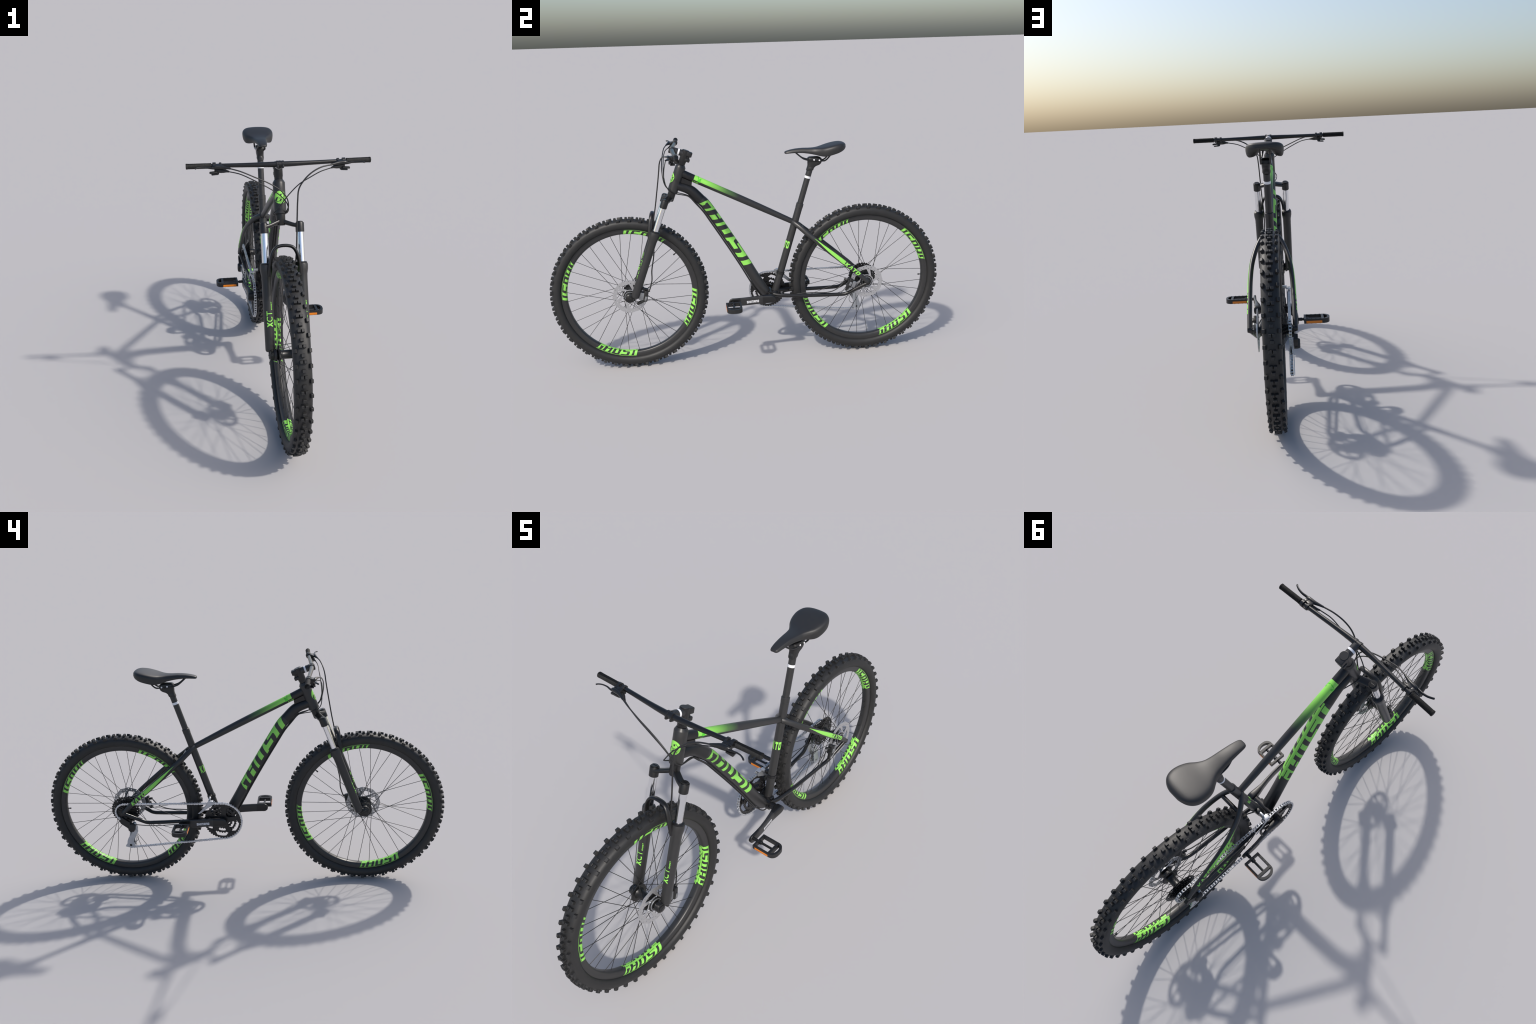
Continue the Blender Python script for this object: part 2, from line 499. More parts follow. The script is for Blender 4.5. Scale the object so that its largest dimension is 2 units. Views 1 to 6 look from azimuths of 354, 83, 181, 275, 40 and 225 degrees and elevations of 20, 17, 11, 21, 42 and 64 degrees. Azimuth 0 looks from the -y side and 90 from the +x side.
# stays
stay_sweeps = {}
for sd in (1, -1):
    ss = Sweep([(x * sd, y, z) for x, y, z in [(.008, .232, .722), (.022, .243, .715), (.042, .268, .696), (.058, .297, .670), (.072, .338, .636),
                                                (.081, .378, .601), (.086, .429, .558), (.088, .484, .511), (.089, .547, .457), (.089, .604, .401)]],
               [(.0098, .0125), (.0098, .0125), (.0100, .013), (.0100, .013), (.0100, .0132), (.0100, .0135), (.0102, .0135), (.0102, .013), (.0102, .012), (.0100, .0110)],
               5, side=(1, 0, 0))
    stay_sweeps[sd] = ss
    add("seat_stay", ss.geo(segs=28).mesh("seat_stay"), M_CHAR, frame)
    cs = Sweep([(.032 * sd, .116, .350), (.043 * sd, .16, .3460), (.050 * sd, .25, .3405), (.056 * sd, .38, .3365), (.060 * sd, .455, .3355), (.0635 * sd, .484, .3365),
                (.068 * sd, .508, .3450), (.081 * sd, .57, .3790), (.0885 * sd, .606, .397)],
               [(.009, .0115), (.009, .0110), (.0088, .0100), (.0088, .0096), (.0088, .0096), (.0088, .0096), (.0088, .0096), (.0088, .0096), (.0090, .0100)], 5, side=(1, 0, 0))
    add("chain_stay", cs.geo(segs=28).mesh("chain_stay"), M_BLACK, frame)
    g = lathe([(-.0100, .0080), (-.0085, .0108), (.0085, .0108), (.0100, .0080)], (.0885 * sd, .605, .399), (1, 0, 0), 28)
    box((.081 * sd, .603, .395), (.006, .022, .026), g, .003)
    add("dropout", g.mesh("dropout"), M_BLACK if sd > 0 else M_SATIN, frame)
g = cyl((-.043, .284, .682), (.043, .284, .682), .0085, 20)
add("stay_bridge", g.mesh("stay_bridge"), M_BLACK, frame)

# ---------------- frame graphics
def dt_place(side, s0, span):
    def f(u, v):
        return dt.pos(s0 + u if side > 0 else s0 + span - u, side * (132 - 120 * v), 0.0005)
    return f
DT0, DTL = 0.158, 0.417
for sd in (1, -1):
    g = decal(logo(DTL), dt_place(sd, DT0, DTL), 0.006, 0.05)
    add("logo_graphic", g.mesh("logo_graphic"), M_GREEN, down)

# head badge: green disc with dark marks, wrapped round the head tube
def badge_place(off):
    c0 = on_steer(0.9695)
    def f(u, v):
        th = u / 0.0255
        return c0 + HA * v + HF * (math.cos(th) * (0.0254 + off)) + V((math.sin(th) * (0.0254 + off), 0, 0))
    return f
g = decal([circle((0, 0), .0262, 48)], badge_place(0.0005), .0015, .0015)
add("badge_graphic", g.mesh("badge_graphic"), M_GREEN, head)
marks = [[(-0.0022, 0.0025), (-0.0079, 0.0007), (-0.0112, -0.0041), (-0.0157, -0.0152), (0.0026, -0.0148), (0.0026, -0.0161), (-0.0164, -0.0174), (-0.0232, -0.0112), (-0.0188, -0.0041), (-0.0146, 0.0007)],
         [(-0.0045, -0.0144), (-0.0019, -0.0086), (0.0004, -0.0065), (0.0076, -0.0056), (0.0049, -0.0116), (0.0026, -0.0141)],
         [(-0.0015, 0.0094), (0.0004, 0.0135), (0.0072, 0.0142), (0.0056, 0.0094), (0.0034, 0.0052)],
         [(-0.0068, -0.0022), (-0.0068, -0.0034), (0.0079, -0.0022), (0.0079, -0.001)],
         [(-0.0068, -0.0047), (-0.0068, -0.0056), (0.0049, -0.0045), (0.0049, -0.0037)],
         [(0.0133, 0.0011), (0.0155, 0.0071), (0.0228, 0.009), (0.0198, 0.0026), (0.0168, -0.0049)],
         [(0.0079, 0.0153), (0.0089, 0.0165), (0.0173, 0.0079), (0.0156, 0.0071)],
         [(0.0164, -0.0191), (0.0248, -0.0138), (0.0254, -0.0157), (0.0178, -0.0221)],
         [(0.0079, -0.0086), (0.0091, -0.0079), (0.0173, -0.0161), (0.0162, -0.0176)]]
g = decal(marks, badge_place(0.0012), .0015, .0015)
add("badge_mark", g.mesh("badge_mark"), M_CHAR, head)

# top tube: brighter green panel behind the head, and the small model word
def tt_place(side, off=0.0005):
    def f(u, v):
        return tt.pos(u, side * v, off)
    return f
s_g = 0.067
panel = []
for sd in (1, -1):
    panel = [[(s_g + .0175, 100), (s_g + .020, 78), (s_g + .031, 38), (s_g + .034, 44), (s_g + .034, 106)],
             [(s_g + .014, 8), (s_g + .0175, 8), (s_g + .022, 66), (s_g + .0195, 72)]]
    add("panel_graphic", decal(panel, tt_place(sd), .005, 10).mesh("panel_graphic"), M_GREEN2, top)
    w = [[(p[0], p[1]) for p in poly] if not isinstance(poly, tuple) else poly for poly in word("KATO", .030, 1.0, slant=.002)]
    base = s_g - .004
    def wp(u, v, sd=sd, base=base):
        uu = base + u if sd > 0 else base + .030 - u
        return tt.pos(uu, sd * (150 - 34 * v), .0005)
    add("word_graphic", decal(w, wp, .004, .25).mesh("word_graphic"), M_GREEN, top)

# seat tube word, running round the tube
def st_place(u, v):
    c = on_seat(0.586 + 0.036 * v)
    ax = (on_seat(0.9) - on_seat(0.3)).normalized()
    th = u / 0.0182
    fwd = V((0, -ax.z, ax.y))
    rr = 0.0188
    return c + fwd * (math.cos(th) * rr) + V((math.sin(th) * rr, 0, 0))
w = word("KATO", .058, 1.0, gap=.2, t=.3)
w = [([(p[0] - .029, p[1]) for p in q[0]], [[(p[0] - .029, p[1]) for p in h] for h in q[1]]) if isinstance(q, tuple)
     else [(p[0] - .029, p[1]) for p in q] for q in w]
add("word_graphic", decal(w, st_place, .003, .25).mesh("word_graphic"), M_GREEN, seat_tube)

# seat stays: long green wedge ending in the word
for sd in (1, -1):
    ss = stay_sweeps[sd]
    L = ss.L[-1]
    def sp(u, v, ss=ss, sd=sd):
        return ss.pos(u, sd * v, .0005)
    wedge = [[(L * .275, 72), (L * .45, 48), (L * .672, 34), (L * .682, 58), (L * .668, 80), (L * .682, 102), (L * .668, 132), (L * .50, 114)]]
    gg = decal(wedge, sp, .008, 12)
    wl = .094
    def kp(u, v, ss=ss, sd=sd, L=L, wl=wl):
        s = L * .680 + u if sd > 0 else L * .680 + wl - u
        return ss.pos(s, sd * (134 - 98 * v), .0005)
    decal(word("KATO", wl, 1.0, gap=.14, slant=.006, t=.32), kp, .006, .2, gg)
    add("word_graphic", gg.mesh("word_graphic"), M_GREEN, frame)

# ---------------- seat post and saddle
seat = empty("seat_assembly", bike)
ax_s = (on_seat(0.9) - on_seat(0.3)).normalized()
g = lathe([(0, .0148), (.190, .0148)], on_seat(0.80), ax_s, 36)
lathe([(0, .0149), (.002, .0178), (.010, .0180), (.016, .0160), (.018, .0149)], on_seat(0.985), ax_s, 36, g)
post = add("seat_post", g.mesh("seat_post"), M_CHAR, seat)
g = lathe([(0, .0150), (.0001, .0154), (.0115, .0154), (.0116, .0150)], on_seat(0.9405), ax_s, 36)
add("post_band", g.mesh("post_band"), M_WHITE, post)
# post head: lofted block widening to the rear
def loft(sections, g=None, cap=True):
    g = g or Geo()
    n = len(sections[0])
    vs = [p for s in sections for p in s]
    fs = []
    for i in range(len(sections) - 1):
        for k in range(n):
            k2 = (k + 1) % n
            fs.append((i * n + k, i * n + k2, (i + 1) * n + k2, (i + 1) * n + k))
    if cap:
        fs.append(tuple(range(n))); fs.append(tuple((len(sections) - 1) * n + k for k in range(n)))
    return g.put(vs, fs)
def super_ring(cx, cy, a, b, z, n=28, e=0.55):
    out = []
    for k in range(n):
        t = 2 * PI * k / n
        c, s = math.cos(t), math.sin(t)
        out.append(V((cx + a * math.copysign(abs(c) ** e, c), cy + b * math.copysign(abs(s) ** e, s), z)))
    return out
secs = []
for z, y0, y1, a in [(.980, .306, .340, .0150), (.986, .307, .343, .0165), (.992, .310, .345, .0165), (1.000, .312, .354, .0170), (1.006, .313, .372, .0175), (1.012, .313, .380, .018), (1.020, .313, .384, .0185), (1.026, .313, .384, .0185)]:
    secs.append(super_ring(0, (y0 + y1) / 2, a, (y1 - y0) / 2, z))
g = loft(secs)
secs = []
for z, y0, y1, a in [(1.0265, .3125, .384, .0215), (1.038, .3125, .383, .0220), (1.044, .316, .376, .0200), (1.047, .322, .366, .0150)]:
    secs.append(super_ring(0, (y0 + y1) / 2, a, (y1 - y0) / 2, z, e=.45))
loft(secs, g)
add("rail_clamp", g.mesh("rail_clamp"), M_PLASTIC, post)
for sd in (1, -1):
    for y in (.3425, .3695):
        gb = cyl((.0205 * sd, y, 1.0335 - (y - .3425) * .12), (.0235 * sd, y, 1.0335 - (y - .3425) * .12), .0042, 16)
        add("bolt", gb.mesh("bolt"), M_WHITE, post)
# saddle: lofted shell along y
# y, half width, top z, crown drop at edge, skirt depth
st = [(.199, .0090, 1.0755, .002, .004), (.202, .0150, 1.0785, .003, .007), (.211, .0195, 1.0820, .004, .0090), (.235, .0228, 1.0875, .005, .0115), (.262, .0255, 1.0910, .006, .0140),
      (.290, .0285, 1.0920, .006, .0165), (.318, .0325, 1.0910, .006, .0195), (.345, .0385, 1.0910, .006, .025), (.368, .0510, 1.0930, .006, .033),
      (.385, .0630, 1.0960, .006, .038), (.402, .0705, 1.1000, .006, .041), (.422, .0750, 1.1050, .006, .041), (.442, .0760, 1.1095, .006, .040), (.460, .0735, 1.1130, .007, .037),
      (.477, .0655, 1.1150, .007, .032), (.490, .0520, 1.1140, .008, .023), (.4980, .0360, 1.1095, .008, .011), (.5020, .0190, 1.1040, .006, .005)]
prof_secs = []
ctrl = [V((y, w, z)) for y, w, z, d, k in st]
ctrl2 = [V((d, k)) for y, w, z, d, k in st]
c1 = catmull(ctrl, 3); c2 = catmull(ctrl2, 3)
for a, b in zip(c1, c2):
    y, w, z = a
    d, k = b
    edge = min(w * .45, .016)
    top = []
    # outer line from left underside, over the top, to the right underside
    half = [(0, 0), (.35, .06), (.65, .22), (.85, .5)]
    pts = []
    xs = [(w * f, z - d * fz) for f, fz in half]
    sh = [(w - edge * .25, z - d - .001), (w, z - d - edge * .55), (w * 1.0, z - d - k * .55), (w * .97, z - d - k * .9), (w * .93, z - d - k)]
    under = [(w * .90, z - d - k * .96), (w * .80, z - d - k * .55), (w * .5, z - max(.012, d + .006)), (0, z - max(.013, d + .006))]
    if k < .0148:
        under = [(w * .90, z - d - k), (w * .7, z - d - k), (w * .4, z - d - k), (0, z - d - k)]
    right = xs + sh + under
    loop = [V((x, y, zz)) for x, zz in right] + [V((-x, y, zz)) for x, zz in reversed(right[1:-1])]
    prof_secs.append(loop)
g = loft(prof_secs)
me = g.mesh("saddle", None)
sad = add("saddle", me, M_SADDLE, seat)
sub = sad.modifiers.new("smooth", 'SUBSURF'); sub.levels = 1; sub.render_levels = 1
# rails
for sd in (1, -1):
    x = .0195 * sd
    r = Sweep([(x * .55, .243, 1.083), (x * .65, .255, 1.070), (x * .95, .283, 1.046), (x, .300, 1.037), (x, .325, 1.0315), (x, .385, 1.0265), (x, .400, 1.0285),
               (x, .414, 1.040), (x, .432, 1.062), (x, .448, 1.084), (x, .455, 1.093)], [.0037] * 11, 5)
    add("saddle_rail", r.geo(segs=14).mesh("saddle_rail"), M_BLACK, seat)

# ---------------- wheels
def ring_mesh(sec, n, name, closed=True, angle=40):
    """Revolve a closed section (x, r) about the x axis."""
    g = Geo()
    m = len(sec)
    vs, fs = [], []
    for i in range(n):
        t = 2 * PI * i / n
        for x, r in sec:
            vs.append(V((x, r * math.cos(t), r * math.sin(t))))
    for i in range(n):
        i2 = (i + 1) % n
        for k in range(m if closed else m - 1):
            k2 = (k + 1) % m
            fs.append((i * m + k, i * m + k2, i2 * m + k2, i2 * m + k))
    return g.put(vs, fs).mesh(name, angle)

tyre_pts = [(.0170, .3395), (.0215, .3400), (.0290, .3455), (.0332, .3550), (.0332, .3655), (.0305, .3740), (.0240, .3805), (.0130, .3845), (0, .3858)]
half = catmull([V(p) for p in tyre_pts], 3)
sec = [(p.x, p.y) for p in half] + [(-p.x, p.y) for p in reversed(half[:-1])] + [(-.014, .343), (-.010, .350), (.010, .350), (.014, .343)]
me_tyre = ring_mesh(sec, 144, "tyre", angle=50)
rim_pts = [V((.0188, .3395)), V((.0187, .3340)), V((.0180, .3245)), V((.0145, .3157)), V((.0075, .3122)), V((0, .3116))]
rim_c = catmull(rim_pts, 5)
sec = [(p.x, p.y) for p in rim_c] + [(-p.x, p.y) for p in reversed(rim_c[:-1])] + [(-.0150, .3405), (-.012, .336), (.012, .336), (.0150, .3405)]
me_rim = ring_mesh(sec, 144, "rim", angle=40)
# rim graphics: v = 0 at the outer edge, 1 at the ridge
rim_len = [0.0]
for i in range(1, len(rim_c)):
    rim_len.append(rim_len[-1] + (rim_c[i] - rim_c[i - 1]).length)
def rim_point(v, off=.0007):
    s = (0.15 + 0.845 * v / 1.1) * rim_len[-1] if v <= .96 else (0.885 + 0.115 * (v - .96) / .14) * rim_len[-1]
    i = 0
    while i < len(rim_len) - 2 and rim_len[i + 1] < s:
        i += 1
    t = (s - rim_len[i]) / (rim_len[i + 1] - rim_len[i])
    p = rim_c[i].lerp(rim_c[i + 1], t)
    d = (rim_c[i + 1] - rim_c[i]).normalized()
    n = V((-d.y, d.x))
    if n.x < 0 and n.y > 0:
        n = -n
    if n.y > 0:
        n = -n
    return p.x + n.x * off, p.y + n.y * off
SPAN = math.radians(37.6)
def rim_place(center, side):
    def f(u, v):
        x, r = rim_point(v)
        a = center + side * (u - .5) * SPAN
        return V((x * side, r * math.cos(a), r * math.sin(a)))
    return f
gl = Geo()
for k in range(4):
    for sd in (1, -1):
        decal(logo(1.0, True, True), rim_place(math.radians(-106 + 90 * k), sd), .02, .055, gl)
me_rimlogo = gl.mesh("logo_graphic")
# tread knobs
def knob_mesh(sx, sy, h, name):
    bm = bmesh.new()
    bmesh.ops.create_cube(bm, size=1.0)
    for v in bm.verts:
        t = .90 if v.co.z > 0 else 1.06
        v.co = V((v.co.x * sx * t, v.co.y * sy * t, (v.co.z + .5) * h - .003))
    bmesh.ops.bevel(bm, geom=bm.edges[:], offset=.0008, segments=1, affect='EDGES')
    me = bpy.data.meshes.new(name); bm.to_mesh(me); bm.free()
    me.materials.append(M_RUBBER)
    return me
me_side = knob_mesh(.0118, .0155, .0140, "tread_knob")
me_mid = knob_mesh(.0142, .0122, .0125, "tread_knob")
me_pair = knob_mesh(.0122, .0122, .0125, "tread_knob")
NK = 45
SKEW = -0.8
def knob_matrix(ang, x, r, tilt):
    # local z outwards, local y along the direction of travel, local x across
    m = Matrix.Rotation(ang - PI / 2, 4, 'X') @ Matrix.Translation((x, 0, r)) @ Matrix.Rotation(tilt, 4, 'Y')
    return m
def build_wheel(name, loc, turn, phase):
    w = empty(name, bike, loc)
    R = Matrix.Rotation(turn, 4, 'X')
    add("tyre", me_tyre, M_RUBBER, w, R)
    rim = add("rim", me_rim, M_CHAR, w, R)
    add("logo_graphic", me_rimlogo, M_GREEN, w, R)
    rnd = random.Random(3)
    pairs = Geo()
    pv = [v.co.copy() for v in me_pair.vertices]; pf = [tuple(p.vertices) for p in me_pair.polygons]
    ph = math.radians(phase)
    for i in range(NK):
        a = ph + 2 * PI * i / NK
        for sd in (1, -1):
            add("tread_knob", me_side, None, w, R @ knob_matrix(a, .0248 * sd, .3800, .36 * sd))
            pairs.put(pv, pf, knob_matrix(a - math.radians(2.25), .0068 * sd, .3864, .06 * sd))
        add("tread_knob", me_mid, None, w, R @ knob_matrix(a + math.radians(2.45), 0, .3866, 0))
    me = pairs.mesh("tread_blocks", 30)
    me.shade_flat()
    add("tread_blocks", me, M_RUBBER, w, R, stuff=True)
    # spokes: 36, alternately to the left and right flange, leading and trailing in pairs
    for i in range(36):
        side = -1 if i % 2 == 0 else 1
        sign = 1 if (i // 2) % 2 == 0 else -1
        ang = math.radians(165 + 10 * i + (SKEW if sign < 0 else 0))
        ha = ang + sign * math.radians(85)
        p0 = V((.004 * side, .3120 * math.cos(ang), .3120 * math.sin(ang)))
        p1 = V((FL[name][0] if side > 0 else FL[name][1], .0355 * math.cos(ha), .0355 * math.sin(ha)))
        key = "spoke"
        d = p1 - p0
        q = d.to_track_quat('Z', 'Y').to_matrix().to_4x4()
        add("spoke", me_spoke, M_SPOKE, w, R @ Matrix.Translation(p0) @ q @ Matrix.Diagonal((1, 1, d.length / .3, 1)))
    # valve
    va = math.radians(39.4)
    g = cyl((0, .313 * math.cos(va), .313 * math.sin(va)), (0, .296 * math.cos(va), .296 * math.sin(va)), .0026, 12)
    cyl((0, .304 * math.cos(va), .304 * math.sin(va)), (0, .2955 * math.cos(va), .2955 * math.sin(va)), .0036, 12, g)
    add("valve", g.mesh("valve"), M_PLASTIC, w, R)
    return w, R
me_spoke = cyl((0, 0, 0), (0, 0, .3), .00125, 6, ch=0).mesh("spoke", 80)
FL = {"wheel": (.037, -.036)}
wheel_f, RF = build_wheel("wheel", (WX, -AX_Y, AX_Z), 0.0, -1.6)
FL = {"wheel": (.034, -.026)}
wheel_r, RR = build_wheel("wheel", (WX, AX_Y, AX_Z), math.radians(-40), -0.2)

# hubs
g = lathe([(-.060, .010), (-.056, .0235), (-.050, .0262), (-.045, .0262), (-.0435, .018), (-.0405, .022), (-.0392, .037), (-.0345, .037), (-.0335, .024), (-.024, .0180),
           (.020, .0180), (.029, .024), (.0315, .039), (.0365, .039), (.0375, .024), (.048, .024), (.0485, .014), (.066, .014)], (0, 0, 0), (1, 0, 0), 40)
add("hub", g.mesh("hub"), M_SATIN, wheel_f)
g = lathe([(-.070, .012), (-.030, .016), (-.0285, .036), (-.0245, .036), (-.0235, .022), (-.012, .0175), (.020, .0175), (.029, .022), (.0315, .037), (.0365, .037), (.0375, .024),
           (.054, .024), (.0545, .014), (.076, .014)], (0, 0, 0), (1, 0, 0), 40)
add("hub", g.mesh("hub"), M_SATIN, wheel_r)

# brake rotors: wavy ring with drilled holes, slanted arms on a black carrier
def rotor_geo(R=.0845):
    n = 180
    outer = [((R + .0014 * math.cos(12 * t)) * math.cos(t), (R + .0014 * math.cos(12 * t)) * math.sin(t)) for t in [2 * PI * i / n for i in range(n)]]
    holes = []
    for i in range(36):
        a = 2 * PI * i / 36
        holes.append(circle(((.0795 - .0055 * (i % 3)) * math.cos(a + .02 * (i % 3)), (.0795 - .0055 * (i % 3)) * math.sin(a + .02 * (i % 3))), .0023, 10))
    # windows between the slanted arms
    arms = 6
    for i in range(arms):
        b = 2 * PI * i / arms
        def pt(r, a):
            return (r * math.cos(b + a), r * math.sin(b + a))
        tw = .42
        lo, hi = .036, .0645
        w = []
        for k in range(8):
            w.append(pt(hi, tw + .10 + (2 * PI / arms - .30) * k / 7))
        for k in range(8):
            w.append(pt(lo, (2 * PI / arms - .34) * (1 - k / 7) + .08))
        holes.append(w)
        # slot along each arm
    holes.append(circle((0, 0), .024, 28))
    return plate(outer, holes, .0022, lambda u, v, w: V((w, u, v)))
me_rot = rotor_geo().mesh("brake_rotor", 30)
g = Geo()
for i in range(6):
    b = 2 * PI * i / 6 + .1
    cyl((.0008, .034 * math.cos(b), .034 * math.sin(b)), (.0035, .034 * math.cos(b), .034 * math.sin(b)), .0036, 12, g)
me_rbolt = g.mesh("rotor_bolt", 40)
n = 72
car = [((.0315 + .0045 * max(0, math.cos(6 * (t - .1)))) * math.cos(t), (.0315 + .0045 * max(0, math.cos(6 * (t - .1)))) * math.sin(t)) for t in [2 * PI * i / n for i in range(n)]]
me_car = plate(car, [], .0034, lambda u, v, w: V((w + .0004, u, v))).mesh("rotor_carrier", 40)
ring_sec = [(.0, .0235), (.0, .0255), (.004, .0255), (.004, .0235)]
me_lock = ring_mesh(ring_sec, 48, "lock_ring")
for w, x in ((wheel_f, .050), (wheel_r, .0635)):
    T = Matrix.Translation((x, 0, 0))
    add("brake_rotor", me_rot, M_ROTOR, w, T)
    add("rotor_carrier", me_car, M_SATIN, w, T)
    add("rotor_bolt", me_rbolt, M_CHROME, w, T)
    add("lock_ring", me_lock, M_SILVER, w, T @ Matrix.Translation((.003, 0, 0)))
    gc = lathe([(.0, .0228), (.006, .0228), (.007, .021)], (x + .001, 0, 0), (1, 0, 0), 36)
    add("axle_cap", gc.mesh("axle_cap"), M_CAP, w)

# cassette
def gear(R, root, teeth, holes, thick, to3d, g=None, tip=.35):
    out = []
    for i in range(teeth):
        a = 2 * PI * i / teeth
        p = 2 * PI / teeth
        out += [(root, a), (R, a + p * (.5 - tip / 2)), (R, a + p * (.5 + tip / 2)), (root, a + p * .98)]
    outer = [(r * math.cos(t), r * math.sin(t)) for r, t in out]
    return plate(outer, holes, thick, to3d, g)
g = Geo()
sprk = [(.0715, 34), (.061, 28), (.0535, 24), (.0465, 21), (.0405, 18), (.0350, 16), (.0300, 13), (.0255, 11)]
for i, (r, nt_) in enumerate(sprk):
    x = -.031 - .0047 * i
    holes = []
    if i < 3:
        wn = 10
        for k in range(wn):
            b = 2 * PI * k / wn + i * .2
            ro, ri = r - .0095, r - .0165
            holes.append([(ro * math.cos(b + .04 + .38 * q / 4), ro * math.sin(b + .04 + .38 * q / 4)) for q in range(5)] +
                         [(ri * math.cos(b + .04 + .38 * (4 - q) / 4), ri * math.sin(b + .04 + .38 * (4 - q) / 4)) for q in range(5)])
    holes.append(circle((0, 0), .010, 16))
    gear(r + .0015, r - .0040, nt_, holes, .0022, lambda u, v, w, x=x: V((x + w, u, v)), g)
lathe([(-.068, .017), (-.030, .022)], (0, 0, 0), (1, 0, 0), 32, g)
add("cassette", g.mesh("cassette", 30), M_SATIN, wheel_r)

# ---------------- suspension fork
fork = empty("suspension_fork", bike)
g = lathe([(-.004, .0165), (0, .0190), (.046, .0195), (.050, .0195)], on_steer(0.868), HA, 36)
# crown arms
for sd in (1, -1):
    secs = []
    for t, x, hz in [(0, .006, .0095), (.3, .022, .0095), (.7, .044, .0085), (1, .066, .0080)]:
        c = on_steer(0.880).lerp(on_leg(0.868, 1), t)
        c = V((x * sd, c.y, .8800 - .012 * t))
        up = HA; fw = HF
        ring = []
        for k in range(20):
            th = 2 * PI * k / 20
            a, b = math.cos(th), math.sin(th)
            ring.append(c + fw * (.0165 * math.copysign(abs(a) ** .6, a)) + up * (hz * math.copysign(abs(b) ** .6, b)))
        secs.append(ring)
    loft(secs, g)
    p = on_leg(0.845, sd)
    lathe([(-.001, .0165), (0, .0176), (.0360, .0178), (.0375, .0172), (.0376, .0138), (.0418, .0135), (.0424, .0128)], p, LA, 36, g)
    q = p + LA * .0425
    box(q + V((0, 0, 0)), (.017, .0022, .0022), g, 0)
crown = add("fork_crown", g.mesh("fork_crown"), M_SATIN, fork)
lowers = {}
for sd in (1, -1):
    a = on_leg(0.70, sd)
    g = cyl(a, on_leg(0.850, sd), .0147, 36)
    add("fork_stanchion", g.mesh("fork_stanchion"), M_CHROME, fork)
    bot = on_leg(0.397, sd)
    prof = [(0, .008), (.0015, .0150), (.005, .0184), (.011, .0198), (.15, .0202), (.285, .0206), (.308, .0212), (.322, .0238), (.330, .0250), (.346, .0252), (.3515, .0242), (.353, .0205), (.3535, .0170), (.350, .0158)]
    # legs stand a little forward of the stanchion axis where the mud guard band is
    g = lathe(prof, bot, LA, 44, cap=True)
    leg = add("fork_leg", g.mesh("fork_leg"), M_CHAR, fork)
    lowers[sd] = (leg, bot)
    # axle lug and cap
    g = lathe([(-.013, .0175), (-.011, .0205), (.008, .0205), (.010, .0180), (.0102, .0150), (.013, .0145), (.014, .012)], (.069 * sd, -AX_Y, AX_Z - .001), (sd, 0, 0), 36)
    box((.068 * sd, -.592, .402), (.016, .028, .026), g, .004)
    box((.083 * sd, -AX_Y, AX_Z), (.003, .021, .004), g, .001, Matrix.Rotation(.5 * sd, 3, 'X'))
    add("axle_lug", g.mesh("axle_lug"), M_CAP, fork)
    # seal ring on top of the leg
    g = lathe([(0, .0225), (.003, .0225), (.0055, .0190), (.006, .0160)], bot + LA * .3530, LA, 36)
    add("dust_seal", g.mesh("dust_seal"), M_SATIN, fork)
# brace
br = Sweep([(-.0640, -.481, .690), (-.0610, -.481, .720), (-.0555, -.477, .758), (-.0465, -.471, .786), (-.034, -.466, .801), (-.017, -.463, .8065), (0, -.463, .808),
            (.017, -.463, .8065), (.034, -.466, .801), (.0465, -.471, .786), (.0555, -.477, .758), (.0610, -.481, .720), (.0640, -.481, .690)],
           [(.0130, .0100), (.0120, .0085), (.0115, .0072)] + [(.0115, .0068)] * 7 + [(.0115, .0072), (.0120, .0085), (.0130, .0100)], 4, side=HF)
add("fork_brace", br.geo(segs=24).mesh("fork_brace"), M_SATIN, fork)
# fork words, reading up the leg, on the front inner side
for sd in (1, -1):
    leg, bot = lowers[sd]
    def fp(u, v, bot=bot, sd=sd):
        # u runs up the leg, v round it
        h = u
        th = v / .0203
        r = .0209
        return bot + LA * h + LF * (math.cos(th) * r) + V((math.sin(th) * r, 0, 0))
    c = .002 if sd < 0 else -.002
    g = Geo()
    polys = word("XCT", .064, .0240, gap=.12, t=.17)
    for q in polys:
        outs = [([(p[0] + .102, c + .012 - p[1]) for p in q])]
        decal(outs, fp, .004, .003, g)
    for q in word("GHOST", .032, .0046, gap=.3, slant=.3):
        shift = lambda loop: [(p[0] + .170, c + .0118 - p[1]) for p in loop]
        decal([(shift(q[0]), [shift(hh) for hh in q[1]]) if isinstance(q, tuple) else shift(q)], fp, .004, .003, g)
    add("word_graphic", g.mesh("word_graphic"), M_GREEN, leg)

# ---------------- calipers
g = box((.064, -.524, .402), (.028, .020, .056), None, .004, Matrix.Rotation(-.2, 3, 'X'))
box((.056, -.530, .436), (.018, .040, .010), g, .003, Matrix.Rotation(-.25, 3, 'X'))
box((.060, -.548, .370), (.016, .050, .012), g, .003, Matrix.Rotation(.45, 3, 'X'))
cyl((.064, -.513, .425), (.064, -.503, .428), .006, 14, g)
cal_f = add("brake_caliper", g.mesh("brake_caliper"), M_PLASTIC, fork)
g = box((.0665, -.545, .402), (.014, .026, .040), None, .004, Matrix.Rotation(-.2, 3, 'X'))
box((.0795, -.525, .392), (.003, .010, .022), g, .001, Matrix.Rotation(-.35, 3, 'X'))
add("caliper_plate", g.mesh("caliper_plate"), M_CALIPER, cal_f)
g = box((.070, .515, .398), (.026, .022, .046), None, .004, Matrix.Rotation(-.35, 3, 'X'))
